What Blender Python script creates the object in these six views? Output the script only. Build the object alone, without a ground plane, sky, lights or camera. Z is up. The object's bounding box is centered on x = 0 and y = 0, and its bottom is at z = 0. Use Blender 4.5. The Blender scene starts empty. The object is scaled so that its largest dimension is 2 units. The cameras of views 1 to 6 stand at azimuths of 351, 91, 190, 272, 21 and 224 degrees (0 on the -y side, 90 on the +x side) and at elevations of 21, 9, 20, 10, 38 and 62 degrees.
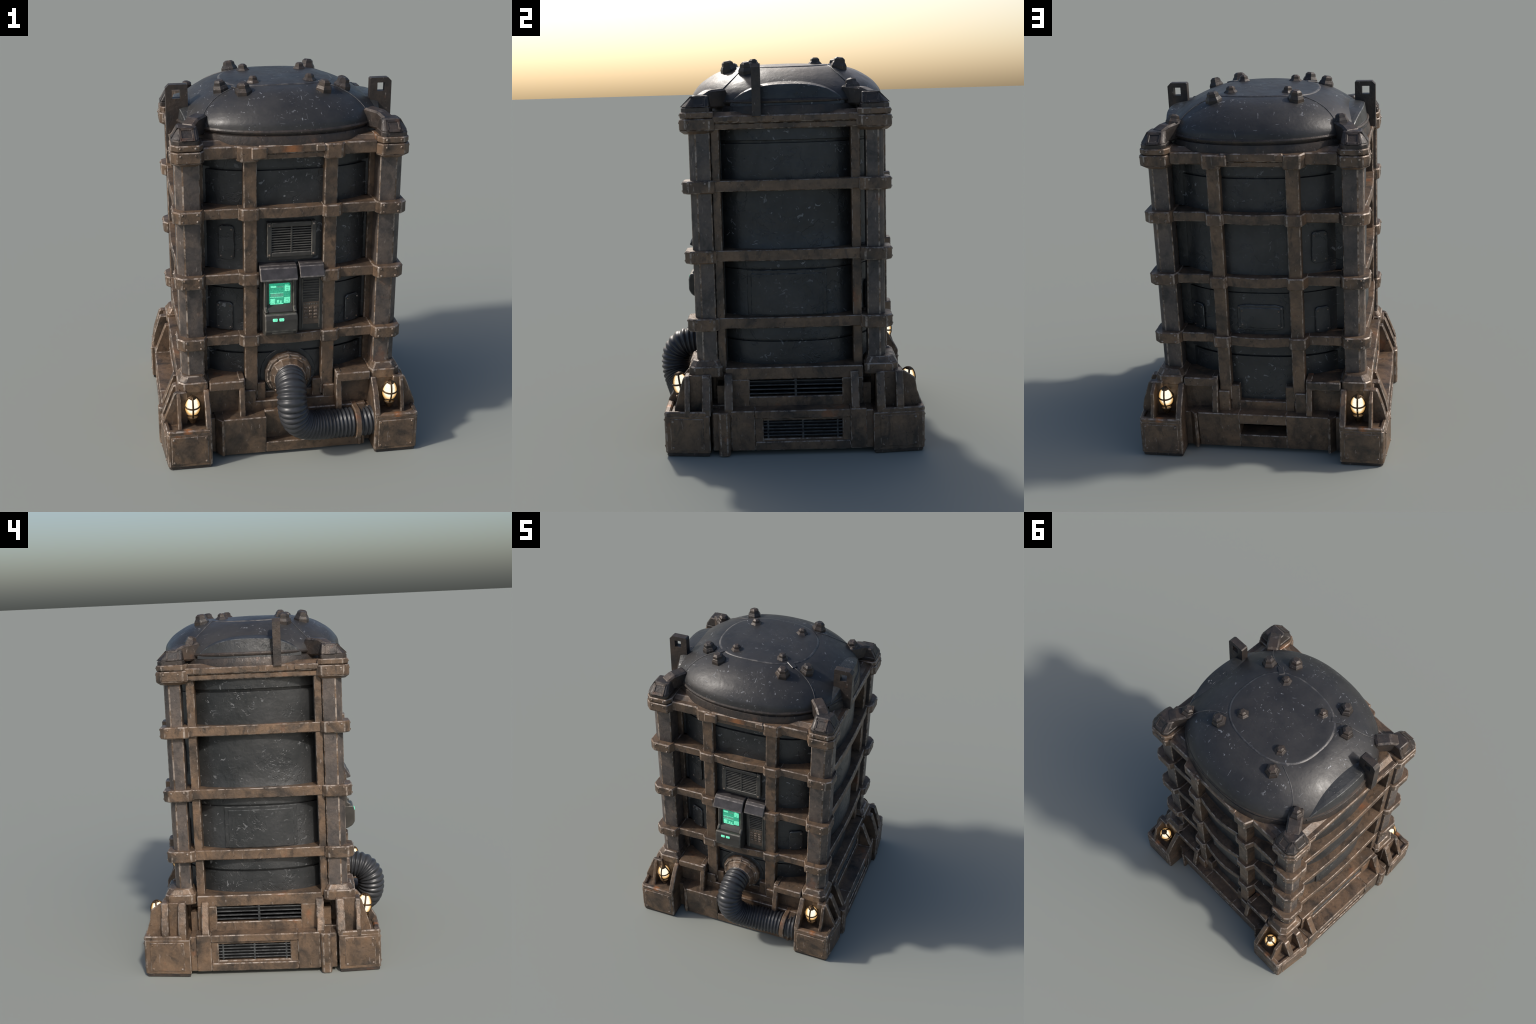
import bpy, bmesh, math, random
from mathutils import Vector, Matrix, noise

random.seed(7)
YC = 0.042                      # depth centre of the tower (the hose shifts the bounding box)

# ------------------------------------------------------------------ materials
def nt(name):
    m = bpy.data.materials.new(name)
    m.use_nodes = True
    t = m.node_tree
    return m, t, t.nodes["Principled BSDF"]

def nd(t, kind, **kw):
    n = t.nodes.new(kind)
    for k, v in kw.items():
        setattr(n, k, v)
    return n

def coords(t, scale=(1, 1, 1), rot=(0, 0, 0)):
    tc = nd(t, "ShaderNodeTexCoord")
    mp = nd(t, "ShaderNodeMapping")
    mp.inputs["Scale"].default_value = scale
    mp.inputs["Rotation"].default_value = rot
    t.links.new(tc.outputs["Object"], mp.inputs["Vector"])
    return mp.outputs["Vector"]

def noi(t, vec, scale, detail=5, rough=0.6, dist=0.0):
    n = nd(t, "ShaderNodeTexNoise")
    n.inputs["Scale"].default_value = scale
    n.inputs["Detail"].default_value = detail
    n.inputs["Roughness"].default_value = rough
    n.inputs["Distortion"].default_value = dist
    t.links.new(vec, n.inputs["Vector"])
    return n.outputs["Fac"]

def ramp(t, fac, stops):
    r = nd(t, "ShaderNodeValToRGB")
    e = r.color_ramp.elements
    while len(e) < len(stops):
        e.new(0.5)
    for i, (p, c) in enumerate(stops):
        e[i].position = p
        e[i].color = (c[0], c[1], c[2], 1) if isinstance(c, tuple) else (c, c, c, 1)
    t.links.new(fac, r.inputs["Fac"])
    return r.outputs["Color"]

def mix(t, fac, a, b, mode="MIX"):
    n = nd(t, "ShaderNodeMix", data_type="RGBA", blend_type=mode)
    for s, v in ((n.inputs[0], fac), (n.inputs[6], a), (n.inputs[7], b)):
        if isinstance(v, (int, float)):
            s.default_value = v
        elif isinstance(v, tuple):
            s.default_value = (v[0], v[1], v[2], 1)
        else:
            t.links.new(v, s)
    return n.outputs[2]

def mth(t, op, a, b):
    n = nd(t, "ShaderNodeMath", operation=op)
    for s, v in ((n.inputs[0], a), (n.inputs[1], b)):
        if isinstance(v, (int, float)):
            s.default_value = v
        else:
            t.links.new(v, s)
    return n.outputs[0]

def bump(t, bsdf, h, strength=0.3, dist=0.004):
    b = nd(t, "ShaderNodeBump")
    b.inputs["Strength"].default_value = strength
    b.inputs["Distance"].default_value = dist
    t.links.new(h, b.inputs["Height"])
    t.links.new(b.outputs["Normal"], bsdf.inputs["Normal"])

def rusty(name, dark, mid, tan, worn=0.0, worn_col=(0.34, 0.29, 0.26), orange=0.5, metallic=0.2, rough=0.43, spot=None):
    """Weathered steel: soft large patches of grime and tan rust, fine grain, a few orange
    blooms and bare scuffs. worn > 0 turns it into the rubbed-bare edge of the same steel."""
    m, t, b = nt(name)
    v = coords(t)
    info = nd(t, "ShaderNodeObjectInfo")
    off = nd(t, "ShaderNodeVectorMath", operation="ADD")
    sc = nd(t, "ShaderNodeVectorMath", operation="SCALE")
    cmb = nd(t, "ShaderNodeCombineXYZ")
    for i in range(3):
        t.links.new(info.outputs["Random"], cmb.inputs[i])
    t.links.new(cmb.outputs[0], sc.inputs[0]); sc.inputs["Scale"].default_value = 0.6
    t.links.new(v, off.inputs[0]); t.links.new(sc.outputs[0], off.inputs[1])
    v = off.outputs[0]
    big = noi(t, v, 6.5, 5, 0.6, 0.6)
    col = ramp(t, big, [(0.30, dark), (0.46, mid), (0.70, tan)])
    streak_v = coords(t, (7, 7, 4.0))
    st = noi(t, streak_v, 2.6, 5, 0.6, 0.6)
    col = mix(t, ramp(t, st, [(0.53, 0.0), (0.65, 0.62)]), col, dark)
    hue = ramp(t, noi(t, v, 14, 2), [(0.44, 0.0), (0.70, 0.35)])
    col = mix(t, hue, col, (tan[0] * 0.55, tan[1] * 0.64, tan[2] * 0.78))
    fine = noi(t, v, 70, 4, 0.7)
    col = mix(t, 0.55, col, ramp(t, fine, [(0.3, 0.55), (0.7, 1.0)]), "MULTIPLY")
    orn = mth(t, "MULTIPLY", ramp(t, noi(t, v, 6.5, 3, 0.55), [(0.66, 0.0), (0.76, 1.0)]), orange)
    col = mix(t, orn, col, (0.30, 0.10, 0.035))
    if spot:
        # one burnt-orange bloom at a known distance from the middle plane
        sep = nd(t, "ShaderNodeSeparateXYZ")
        t.links.new(coords(t), sep.inputs[0])
        ax = nd(t, "ShaderNodeMath", operation="ABSOLUTE")
        t.links.new(sep.outputs["X"], ax.inputs[0])
        dx = nd(t, "ShaderNodeMath", operation="ABSOLUTE")
        t.links.new(mth(t, "SUBTRACT", ax.outputs[0], spot[0]), dx.inputs[0])
        wob = mth(t, "ADD", dx.outputs[0], mth(t, "MULTIPLY", noi(t, v, 40, 3), spot[1] * 0.8))
        col = mix(t, ramp(t, mth(t, "DIVIDE", wob, spot[1] * 2.2), [(0.25, 0.8), (0.70, 0.0)]), col, (0.34, 0.135, 0.05))
    scr = noi(t, coords(t, (60, 60, 14), (0.3, 0.4, 0.2)), 1.6, 3, 0.5, 0.5)
    col = mix(t, ramp(t, scr, [(0.68, 0.0), (0.72, 0.5)]), col, worn_col)
    pit = ramp(t, noi(t, v, 42, 3, 0.6, 0.8), [(0.66, 0.0), (0.72, 0.7)])
    col = mix(t, pit, col, tuple(c * 0.45 for c in dark))
    if worn > 0:
        w = noi(t, v, 28, 4, 0.65)
        col = mix(t, mth(t, "MULTIPLY", ramp(t, w, [(0.45, 0.0), (0.60, 1.0)]), worn), col, worn_col)
    t.links.new(col, b.inputs["Base Color"])
    b.inputs["Metallic"].default_value = metallic
    t.links.new(ramp(t, noi(t, v, 24, 4), [(0.3, rough - 0.1), (0.7, rough + 0.16)]), b.inputs["Roughness"])
    bump(t, b, mth(t, "ADD", mth(t, "MULTIPLY", fine, 0.35), noi(t, v, 22, 3)), 0.42, 0.008)
    return m

def painted(name, base, base2, chips=0.6, rough=0.38, chip_col=(0.30, 0.31, 0.33), worn=0.0, dents=0.3, metallic=0.35, flakes=0.0, chip_scale=44, chip_at=0.655):
    """Dark blue-grey paint with pale chips and hairline scratches."""
    m, t, b = nt(name)
    v = coords(t)
    col = ramp(t, noi(t, v, 3.5, 5, 0.6, 0.3), [(0.35, base), (0.66, base2)])
    # chips: small flecks gathered in drifts
    cl = ramp(t, noi(t, v, 4.2, 2, 0.5), [(0.46, 0.0), (0.60, 1.0)])
    fl = ramp(t, noi(t, coords(t, (1, 1, 1)), chip_scale, 3, 0.6, 0.9), [(chip_at, 0.0), (chip_at + 0.02, 1.0)])
    chip = mth(t, "MULTIPLY", fl, cl)
    s1 = ramp(t, noi(t, coords(t, (14, 14, 90), (0.25, 0.1, 0.0)), 1.5, 2, 0.5, 0.8), [(0.715, 0.0), (0.735, 1.0)])
    s2 = ramp(t, noi(t, coords(t, (80, 15, 15), (0.2, 0.5, 0.8)), 1.4, 2, 0.5, 0.8), [(0.72, 0.0), (0.74, 1.0)])
    scr = mth(t, "MULTIPLY", mth(t, "MAXIMUM", s1, s2), ramp(t, noi(t, v, 5, 2), [(0.40, 0.0), (0.56, 0.8)]))
    allc = mth(t, "MULTIPLY", mth(t, "MAXIMUM", chip, scr), chips)
    col = mix(t, allc, col, chip_col)
    if worn > 0:
        w = ramp(t, noi(t, v, 30, 4, 0.65), [(0.42, 0.0), (0.60, 1.0)])
        col = mix(t, mth(t, "MULTIPLY", w, worn), col, chip_col)
    fine = noi(t, v, 90, 3, 0.7)
    col = mix(t, 0.4, col, ramp(t, fine, [(0.3, 0.6), (0.7, 1.0)]), "MULTIPLY")
    t.links.new(col, b.inputs["Base Color"])
    b.inputs["Metallic"].default_value = metallic
    t.links.new(ramp(t, noi(t, v, 11, 4, 0.65), [(0.3, rough - 0.07), (0.7, rough + 0.12)]), b.inputs["Roughness"])
    flake = ramp(t, noi(t, v, 6.0, 6, 0.68, 0.35), [(0.56, 0.0), (0.585, 1.0)])
    h = mth(t, "ADD", mth(t, "MULTIPLY", fine, 0.08), noi(t, v, 14, 3, 0.6))
    h = mth(t, "SUBTRACT", h, mth(t, "MULTIPLY", flake, flakes))
    h = mth(t, "SUBTRACT", h, mth(t, "MULTIPLY", mth(t, "MAXIMUM", chip, scr), 0.25))
    bump(t, b, h, dents, 0.008)
    return m

def plain(name, col, rough=0.5, metallic=0.0, var=0.4, scale=30, edge=None):
    m, t, b = nt(name)
    v = coords(t)
    n = noi(t, v, scale, 4)
    lo = tuple(c * (1 - var) for c in col)
    t.links.new(ramp(t, n, [(0.35, lo), (0.68, col)]), b.inputs["Base Color"])
    b.inputs["Roughness"].default_value = rough
    b.inputs["Metallic"].default_value = metallic
    bump(t, b, n, 0.15, 0.004)
    return m

def glow(name, base, col, strength, face=False):
    m, t, b = nt(name)
    b.inputs["Base Color"].default_value = (*base, 1)
    b.inputs["Roughness"].default_value = 0.25
    if face:
        lw = nd(t, "ShaderNodeLayerWeight")
        lw.inputs["Blend"].default_value = 0.45
        c = ramp(t, lw.outputs["Facing"], [(0.22, col), (0.48, (0.62, 0.36, 0.12)), (0.80, (0.10, 0.05, 0.015))])
        t.links.new(c, b.inputs["Emission Color"])
    else:
        n = noi(t, coords(t), 160, 2)
        c = ramp(t, n, [(0.35, tuple(x * 0.6 for x in col)), (0.6, col)])
        t.links.new(c, b.inputs["Emission Color"])
    b.inputs["Emission Strength"].default_value = strength
    return m

FD, FM, FT = (0.040, 0.033, 0.028), (0.130, 0.088, 0.059), (0.235, 0.149, 0.091)  # browns lowered and dark patches deepened toward the target's baked occlusion shading
M_FRAME = rusty("rusty_frame_steel", FD, FM, FT)
M_RIM = rusty("foot_rim_steel_with_rust_bloom", FD, FM, FT, spot=(0.565, 0.022))
M_RIME = rusty("foot_rim_worn_edge", FD, FM, FT, worn=0.85, worn_col=(0.35, 0.295, 0.25), spot=(0.565, 0.022))
M_TOPR = rusty("top_plate_steel_with_rust_bloom", FD, FM, FT, spot=(0.0, 0.050))
PD, PM, PT = (0.045, 0.041, 0.039), (0.100, 0.083, 0.074), (0.170, 0.130, 0.104)
M_POST = rusty("gunmetal_post_steel", PD, PM, PT, orange=0.35)
M_EDGE = rusty("frame_steel_worn_edge", FD, FM, FT, worn=0.85, worn_col=(0.35, 0.295, 0.25))
CD, CM, CT = (0.026, 0.024, 0.024), (0.046, 0.038, 0.034), (0.085, 0.060, 0.044)
M_CAP = rusty("blackened_cap_steel", CD, CM, CT, orange=0.25, rough=0.45)
M_CAPE = rusty("blackened_cap_worn_edge", CD, CM, CT, worn=0.35, worn_col=(0.20, 0.17, 0.15), orange=0.2, rough=0.45)
M_SHELL = painted("dark_blue_grey_shell_paint", (0.026, 0.026, 0.028), (0.050, 0.048, 0.047), chips=0.95, rough=0.42, metallic=0.15)
M_SHELLE = painted("shell_paint_worn_edge", (0.034, 0.035, 0.04), (0.056, 0.056, 0.06), chips=0.6, worn=0.6, chip_col=(0.17, 0.16, 0.15), metallic=0.1)
M_TANK = painted("dark_tank_paint", (0.022, 0.024, 0.025), (0.050, 0.051, 0.052), chips=0.9, rough=0.36, dents=0.6, metallic=0.1, flakes=0.28, chip_scale=30, chip_at=0.635, chip_col=(0.20, 0.205, 0.21))  # lighter second colour paints the drum's sheen areas into the base
M_TANKE = painted("tank_paint_worn_edge", (0.04, 0.043, 0.045), (0.06, 0.062, 0.064), chips=0.5, worn=0.6, chip_col=(0.2, 0.21, 0.21))
M_HOSE = plain("black_corrugated_rubber", (0.040, 0.042, 0.047), 0.36, 0.0, 0.3, 40)
M_BLACK = plain("black_recess_back", (0.016, 0.016, 0.017), 0.6, 0.1, 0.3)
M_CONS = plain("console_dark_enamel", (0.066, 0.062, 0.056), 0.45, 0.2, 0.35, 18)
M_CONSE = plain("console_enamel_worn_edge", (0.17, 0.16, 0.14), 0.42, 0.25, 0.55, 30)
M_HOOD = plain("console_hood_steel", (0.080, 0.072, 0.072), 0.42, 0.3, 0.4, 22)
M_HOODE = plain("console_hood_worn_edge", (0.26, 0.235, 0.22), 0.4, 0.3, 0.7, 40)
M_KEY = plain("keypad_brown_plastic", (0.12, 0.085, 0.06), 0.5, 0.0, 0.4, 60)
M_GRN = glow("screen_green_glow", (0.02, 0.1, 0.06), (0.035, 0.40, 0.235), 1.0)
M_GRNB = glow("screen_bright_green_glow", (0.05, 0.2, 0.12), (0.20, 0.93, 0.58), 1.0)
M_GRNG = glow("screen_grey_green_glow", (0.05, 0.1, 0.07), (0.10, 0.34, 0.24), 1.0)
M_LAMP = glow("warm_lamp_glass_glow", (0.25, 0.15, 0.06), (1.0, 0.90, 0.70), 1.2, face=True)
M_CAGE = plain("lamp_cage_brass", (0.11, 0.065, 0.03), 0.4, 0.6, 0.5, 60)

# ------------------------------------------------------------------ object helpers
ROOT = bpy.data.objects.new("industrial_storage_reactor", None)
bpy.context.scene.collection.objects.link(ROOT)
ROOT["label"] = "rusty caged industrial tank tower with dark bolted dome and hose"
ROOT["category"] = "industrial machine"

def link(o, parent):
    bpy.context.scene.collection.objects.link(o)
    o.parent = parent or ROOT
    return o

def finish(name, bm, mats, parent=None, bevel=0.005, angle=22, smooth=False, seg=1):
    bmesh.ops.remove_doubles(bm, verts=bm.verts, dist=1e-5)
    bmesh.ops.recalc_face_normals(bm, faces=bm.faces)
    if bevel > 0:
        es = [e for e in bm.edges if len(e.link_faces) == 2 and e.calc_face_angle(0) > math.radians(angle)]
        if es:
            bmesh.ops.bevel(bm, geom=es, offset=bevel, segments=seg, profile=0.6, affect="EDGES",
                            clamp_overlap=True, material=1 if len(mats) > 1 else -1)
    me = bpy.data.meshes.new(name)
    bm.to_mesh(me)
    bm.free()
    for m in mats:
        me.materials.append(m)
    if smooth:
        for p in me.polygons:
            p.use_smooth = True
    o = bpy.data.objects.new(name, me)
    return link(o, parent)

def add_prism(bm, poly, axis, a0, a1, top=None):
    """Extrude a closed 2D outline along an axis; 'top' may be another outline for a tapered end."""
    def P(p, a):
        return {"x": (a, p[0], p[1]), "y": (p[0], a, p[1]), "z": (p[0], p[1], a)}[axis]
    lo = [bm.verts.new(P(p, a0)) for p in poly]
    hi = [bm.verts.new(P(p, a1)) for p in (top or poly)]
    bm.faces.new(lo)
    bm.faces.new(hi)
    n = len(poly)
    for i in range(n):
        bm.faces.new((lo[i], lo[(i + 1) % n], hi[(i + 1) % n], hi[i]))

def prism(name, poly, axis, a0, a1, mats, parent=None, bevel=0.005, top=None):
    bm = bmesh.new()
    add_prism(bm, poly, axis, a0, a1, top)
    return finish(name, bm, mats, parent, bevel)

def rect(a0, a1, b0, b1):
    a0, a1 = sorted((a0, a1)); b0, b1 = sorted((b0, b1))
    return [(a0, b0), (a1, b0), (a1, b1), (a0, b1)]

def box(name, x0, x1, y0, y1, z0, z1, mats, parent=None, bevel=0.005):
    return prism(name, rect(x0, x1, y0, y1), "z", z0, z1, mats, parent, bevel)

FR, PO, CAP, SH, TK = (M_FRAME, M_EDGE), (M_POST, M_EDGE), (M_CAP, M_CAPE), (M_SHELL, M_SHELLE), (M_TANK, M_TANKE)
CONS, HOOD = (M_CONS, M_CONSE), (M_HOOD, M_HOODE)

def shrink(poly, d):
    cx = sum(p[0] for p in poly) / len(poly); cy = sum(p[1] for p in poly) / len(poly)
    out = []
    for x, y in poly:
        out.append((x - math.copysign(min(d, abs(x - cx)), x - cx), y - math.copysign(min(d, abs(y - cy)), y - cy)))
    return out

def Q(sx, sy, pts):
    """Map outline points given as (|x|, depth from the tower's middle) to one quadrant."""
    return [(sx * x, YC + sy * y) for x, y in pts]

def YP(sy, d):
    """Depth position of post parts: the back posts stand a little nearer than the mirrored front ones."""
    return YC - d if sy < 0 else 0.019 + d

def QP(sx, sy, pts):
    return [(sx * x, YP(sy, y)) for x, y in pts]

# shared small hardware
def hardware_mesh(name, rings, n, mat, cap_only=False):
    bm = bmesh.new()
    prev = None
    for r, z in rings:
        cur = [bm.verts.new((r * math.cos(2 * math.pi * (i + .5) / n), r * math.sin(2 * math.pi * (i + .5) / n), z)) for i in range(n)]
        if prev:
            for i in range(n):
                bm.faces.new((prev[i], prev[(i + 1) % n], cur[(i + 1) % n], cur[i]))
        prev = cur
    bm.faces.new(prev)
    me = bpy.data.meshes.new(name)
    bmesh.ops.recalc_face_normals(bm, faces=bm.faces)
    bm.to_mesh(me); bm.free()
    me.materials.append(mat)
    return me

RIVET = hardware_mesh("rivet", [(0.0065, -0.003), (0.0062, 0.001), (0.0045, 0.0035), (0.0018, 0.0045)], 8, M_EDGE)

def place(name, me, loc, direction, parent, spin=0.0, s=1.0):
    o = bpy.data.objects.new(name, me)
    q = Vector(direction).to_track_quat("Z", "Y")
    o.matrix_world = Matrix.Translation(loc) @ q.to_matrix().to_4x4() @ Matrix.Rotation(spin, 4, "Z") @ Matrix.Scale(s, 4)
    return link(o, parent)

# ------------------------------------------------------------------ tank (squarish oval drum)
TRX, TRY, TN = 0.540, 0.467, 2.75
TNS = {-1: 2.85, 1: 2.45}      # the drum is squarer in front than behind
TYC = 0.052
def super_pt(th, rx, ry, n):
    c, s = math.cos(th), math.sin(th)
    return (rx * math.copysign(abs(c) ** (2 / n), c), ry * math.copysign(abs(s) ** (2 / n), s))

def tank_point(x, sy):
    """Surface point and outward normal of the drum at a given x on the front (sy=-1) or back."""
    TN = TNS[sy]
    yy = TRY * (1 - abs(x / TRX) ** TN) ** (1 / TN)
    nx = math.copysign(abs(x / TRX) ** (TN - 1) / TRX, x)
    ny = (yy / TRY) ** (TN - 1) / TRY
    return Vector((x, TYC + sy * yy, 0)), Vector((nx, sy * ny, 0)).normalized()

bm = bmesh.new()
prof = [(0.22, 1.0), (0.55, 1.0), (0.552, 0.975), (0.562, 0.975), (0.565, 1.012), (0.62, 1.012), (0.64, 1.0),
        (0.925, 1.0), (0.927, 0.985), (0.934, 0.985), (0.936, 1.01), (0.99, 1.01), (1.0, 1.0), (1.15, 1.0), (1.3, 1.0), (1.45, 1.0),
        (1.562, 1.0), (1.565, 0.975), (1.576, 0.975), (1.58, 1.014), (1.63, 1.014), (1.72, 1.014)]
N = 180
prev = None
for z, s in prof:
    cur = []
    for i in range(N):
        x, y = super_pt(2 * math.pi * i / N, TRX * s, TRY * s, TNS[1] if i < N / 2 else TNS[-1])
        cur.append(bm.verts.new((x, TYC + y, z)))
    if prev:
        for i in range(N):
            bm.faces.new((prev[i], prev[(i + 1) % N], cur[(i + 1) % N], cur[i]))
    prev = cur
tank = finish("tank", bm, (M_TANK,), bevel=0)
for p in tank.data.polygons:
    p.use_smooth = True
tank.data.set_sharp_from_angle(angle=math.radians(30))

def tank_plate(name, x0, x1, z0, z1, sy, lift=0.014, frame=False, corner=0.012, mats=TK):
    """Raised maintenance plate following the drum's curve on the front or back."""
    bm = bmesh.new()
    ks = 7
    cols = []
    for k in range(ks):
        x = x0 + (x1 - x0) * k / (ks - 1)
        p, n = tank_point(x, sy)
        cz = corner if k in (0, ks - 1) else 0
        cols.append([(p + n * l + Vector((0, 0, z))) for l in (-0.01, lift) for z in (z0 + cz, z1 - cz)])
    V = [[bm.verts.new(v) for v in c] for c in cols]
    for a, b in zip(V, V[1:]):
        bm.faces.new((a[2], b[2], b[3], a[3])); bm.faces.new((a[0], a[1], b[1], b[0]))
        bm.faces.new((a[1], a[3], b[3], b[1])); bm.faces.new((a[0], b[0], b[2], a[2]))
    for c in (V[0], V[-1]):
        bm.faces.new((c[0], c[1], c[3], c[2]))
    o = finish(name, bm, mats, tank, 0.004, 30)
    for x in (x0 + 0.012, x1 - 0.012):
        p, n = tank_point(x, sy)
        for z in (z0 + 0.02, z1 - 0.02):
            place("rivet", RIVET, p + n * lift + Vector((0, 0, z)), n, tank, 0, 0.8)
    return o

tank_plate("inspection_plate", -0.356, -0.281, 1.09, 1.276, -1)
tank_plate("inspection_plate", -0.374, -0.292, 0.69, 0.850, -1)
tank_plate("inspection_plate", 0.308, 0.388, 0.69, 0.846, -1)
tank_plate("inspection_plate", 0.318, 0.386, 0.684, 0.836, 1)
tank_plate("inspection_plate", -0.367, -0.293, 0.686, 0.836, 1)
tank_plate("inspection_plate", -0.363, -0.285, 1.09, 1.267, 1)
tank_plate("access_panel", -0.130, 0.124, 0.712, 0.862, 1, 0.010)
tank_plate("access_panel_cover", -0.115, 0.109, 0.727, 0.847, 1, 0.015, corner=0.004)

def side_panel(name, sx, y0, y1, z0, z1, lift):
    bm = bmesh.new()
    ks = 15
    V = []
    for k in range(ks):
        y = y0 + (y1 - y0) * k / (ks - 1)
        x = TRX * (1 - abs((y - TYC) / TRY) ** TN) ** (1 / TN)
        V.append([bm.verts.new((sx * (x + l), y, z)) for l in (-0.01, lift) for z in (z0, z1)])
    for a, b in zip(V, V[1:]):
        bm.faces.new((a[2], b[2], b[3], a[3])); bm.faces.new((a[0], a[1], b[1], b[0]))
        bm.faces.new((a[1], a[3], b[3], b[1])); bm.faces.new((a[0], b[0], b[2], a[2]))
    for c in (V[0], V[-1]):
        bm.faces.new((c[0], c[1], c[3], c[2]))
    return finish(name, bm, TK, tank, 0.004, 30)
for sx in (-1, 1):
    side_panel("access_panel", sx, -0.185, 0.222, 0.690, 0.924, 0.006)
    side_panel("access_panel_cover", sx, -0.165, 0.202, 0.690, 0.906, 0.010)

# ------------------------------------------------------------------ dome
DRX, DRY, DN = 0.556, 0.512, 2.28
DYC = 0.044
PX = [(0, 1.956), (.2, 1.955), (.35, 1.951), (.5, 1.941), (.6, 1.929), (.7, 1.905), (.8, 1.874), (.9, 1.834), (.96, 1.804), (1, 1.772)]
PY = [(0, 1.956), (.25, 1.955), (.5, 1.950), (.62, 1.940), (.72, 1.924), (.81, 1.900), (.9, 1.868), (.96, 1.834), (.99, 1.806), (1, 1.772)]
def interp(tab, t):
    """Catmull-style smooth interpolation through a profile."""
    t = min(max(t, 0), 1)
    for i in range(len(tab) - 1):
        if t <= tab[i + 1][0]:
            break
    (t0, v0), (t1, v1) = tab[i], tab[i + 1]
    m0 = (v1 - tab[i - 1][1]) / (t1 - tab[i - 1][0]) if i > 0 else 0.0
    m1 = (tab[i + 2][1] - v0) / (tab[i + 2][0] - t0) if i + 2 < len(tab) else (v1 - v0) / (t1 - t0)
    h = t1 - t0
    u = (t - t0) / h
    return ((2 * u**3 - 3 * u**2 + 1) * v0 + (u**3 - 2 * u**2 + u) * h * m0 + (-2 * u**3 + 3 * u**2) * v1 + (u**3 - u**2) * h * m1)

def dome_z(x, y):
    r = (abs(x / DRX) ** DN + abs(y / DRY) ** DN) ** (1 / DN)
    r = min(r, 1.0)
    w = (x / DRX) ** 2 / max(1e-9, (x / DRX) ** 2 + (y / DRY) ** 2)
    z = interp(PX, r) * w + interp(PY, r) * (1 - w)
    z += 0.004 * noise.noise(Vector((x * 5, y * 5, 1.3))) * (1 - r ** 6)
    return z

def dome_at(x, y):
    e = 0.004
    p = Vector((x, DYC + y, dome_z(x, y)))
    n = Vector((dome_z(x - e, y) - dome_z(x + e, y), dome_z(x, y - e) - dome_z(x, y + e), 2 * e)).normalized()
    return p, n

bm = bmesh.new()
NA, NR = 240, 60
rings = []
for j in range(NR + 1):
    r = math.sin(j / NR * math.pi / 2)
    rr = max(r, 1e-4)
    ring = []
    for i in range(NA):
        x, y = super_pt(2 * math.pi * i / NA, DRX * rr, DRY * rr, DN)
        ring.append(bm.verts.new((x, DYC + y, dome_z(x, y))))
    rings.append(ring)
for a, b in zip(rings, rings[1:]):
    for i in range(NA):
        bm.faces.new((a[i], a[(i + 1) % NA], b[(i + 1) % NA], b[i]))
bm.faces.new(list(reversed(rings[0])))
dome = finish("dome", bm, (M_SHELL,), bevel=0, smooth=True)

# rim under the dome: rolled lip then a short band standing on the frame
bm = bmesh.new()
prev = None
for s, z in [(0.97, 1.782), (1.0, 1.778), (1.010, 1.770), (1.006, 1.762), (0.99, 1.758), (0.987, 1.752), (1.004, 1.748), (1.022, 1.716), (1.022, 1.69)]:
    cur = []
    for i in range(NA):
        x, y = super_pt(2 * math.pi * i / NA, DRX * s, DRY * s, DN)
        cur.append(bm.verts.new((x, DYC + y, z)))
    if prev:
        for i in range(NA):
            bm.faces.new((prev[i], prev[(i + 1) % NA], cur[(i + 1) % NA], cur[i]))
    prev = cur
rim = finish("dome_rim", bm, (M_CAP,), dome, bevel=0, smooth=True)
rim.data.set_sharp_from_angle(angle=math.radians(35))

# lid: slightly raised plate on the crown
LRX, LRY, LN = 0.300, 0.262, 2.5
bm = bmesh.new()
prev = None
NL = 200
for k in range(31):
    t = k / 28 if k <= 28 else 1.0
    cur = []
    for i in range(NL):
        x, y = super_pt(2 * math.pi * i / NL, LRX * max(t, 1e-4), LRY * max(t, 1e-4), LN)
        y += 0.004
        lift = 0.004 if k <= 27 else (0.002, -0.001, -0.01)[k - 28]
        cur.append(bm.verts.new((x * (1 if k < 29 else 1.004), DYC + y, dome_z(x, y) + lift)))
    if prev:
        for i in range(NL):
            f = bm.faces.new((prev[i], prev[(i + 1) % NL], cur[(i + 1) % NL], cur[i]))
            f.material_index = 1 if k >= 28 else 0
    prev = cur
    if k == 0:
        bm.faces.new(list(reversed(cur)))
lid = finish("dome_lid", bm, SH, dome, bevel=0, smooth=True)

def seam(name, pts, rad, mat, parent):
    cu = bpy.data.curves.new(name, "CURVE")
    cu.dimensions = "3D"
    cu.bevel_depth = rad
    cu.bevel_resolution = 1
    sp = cu.splines.new("POLY")
    sp.points.add(len(pts) - 1)
    for q, p in zip(sp.points, pts):
        q.co = (*p, 1)
    tmp = bpy.data.objects.new("tmp", cu)
    me = bpy.data.meshes.new_from_object(tmp)
    me.name = name
    bpy.data.objects.remove(tmp)
    me.materials.clear(); me.materials.append(mat)
    return link(bpy.data.objects.new(name, me), parent)

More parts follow.
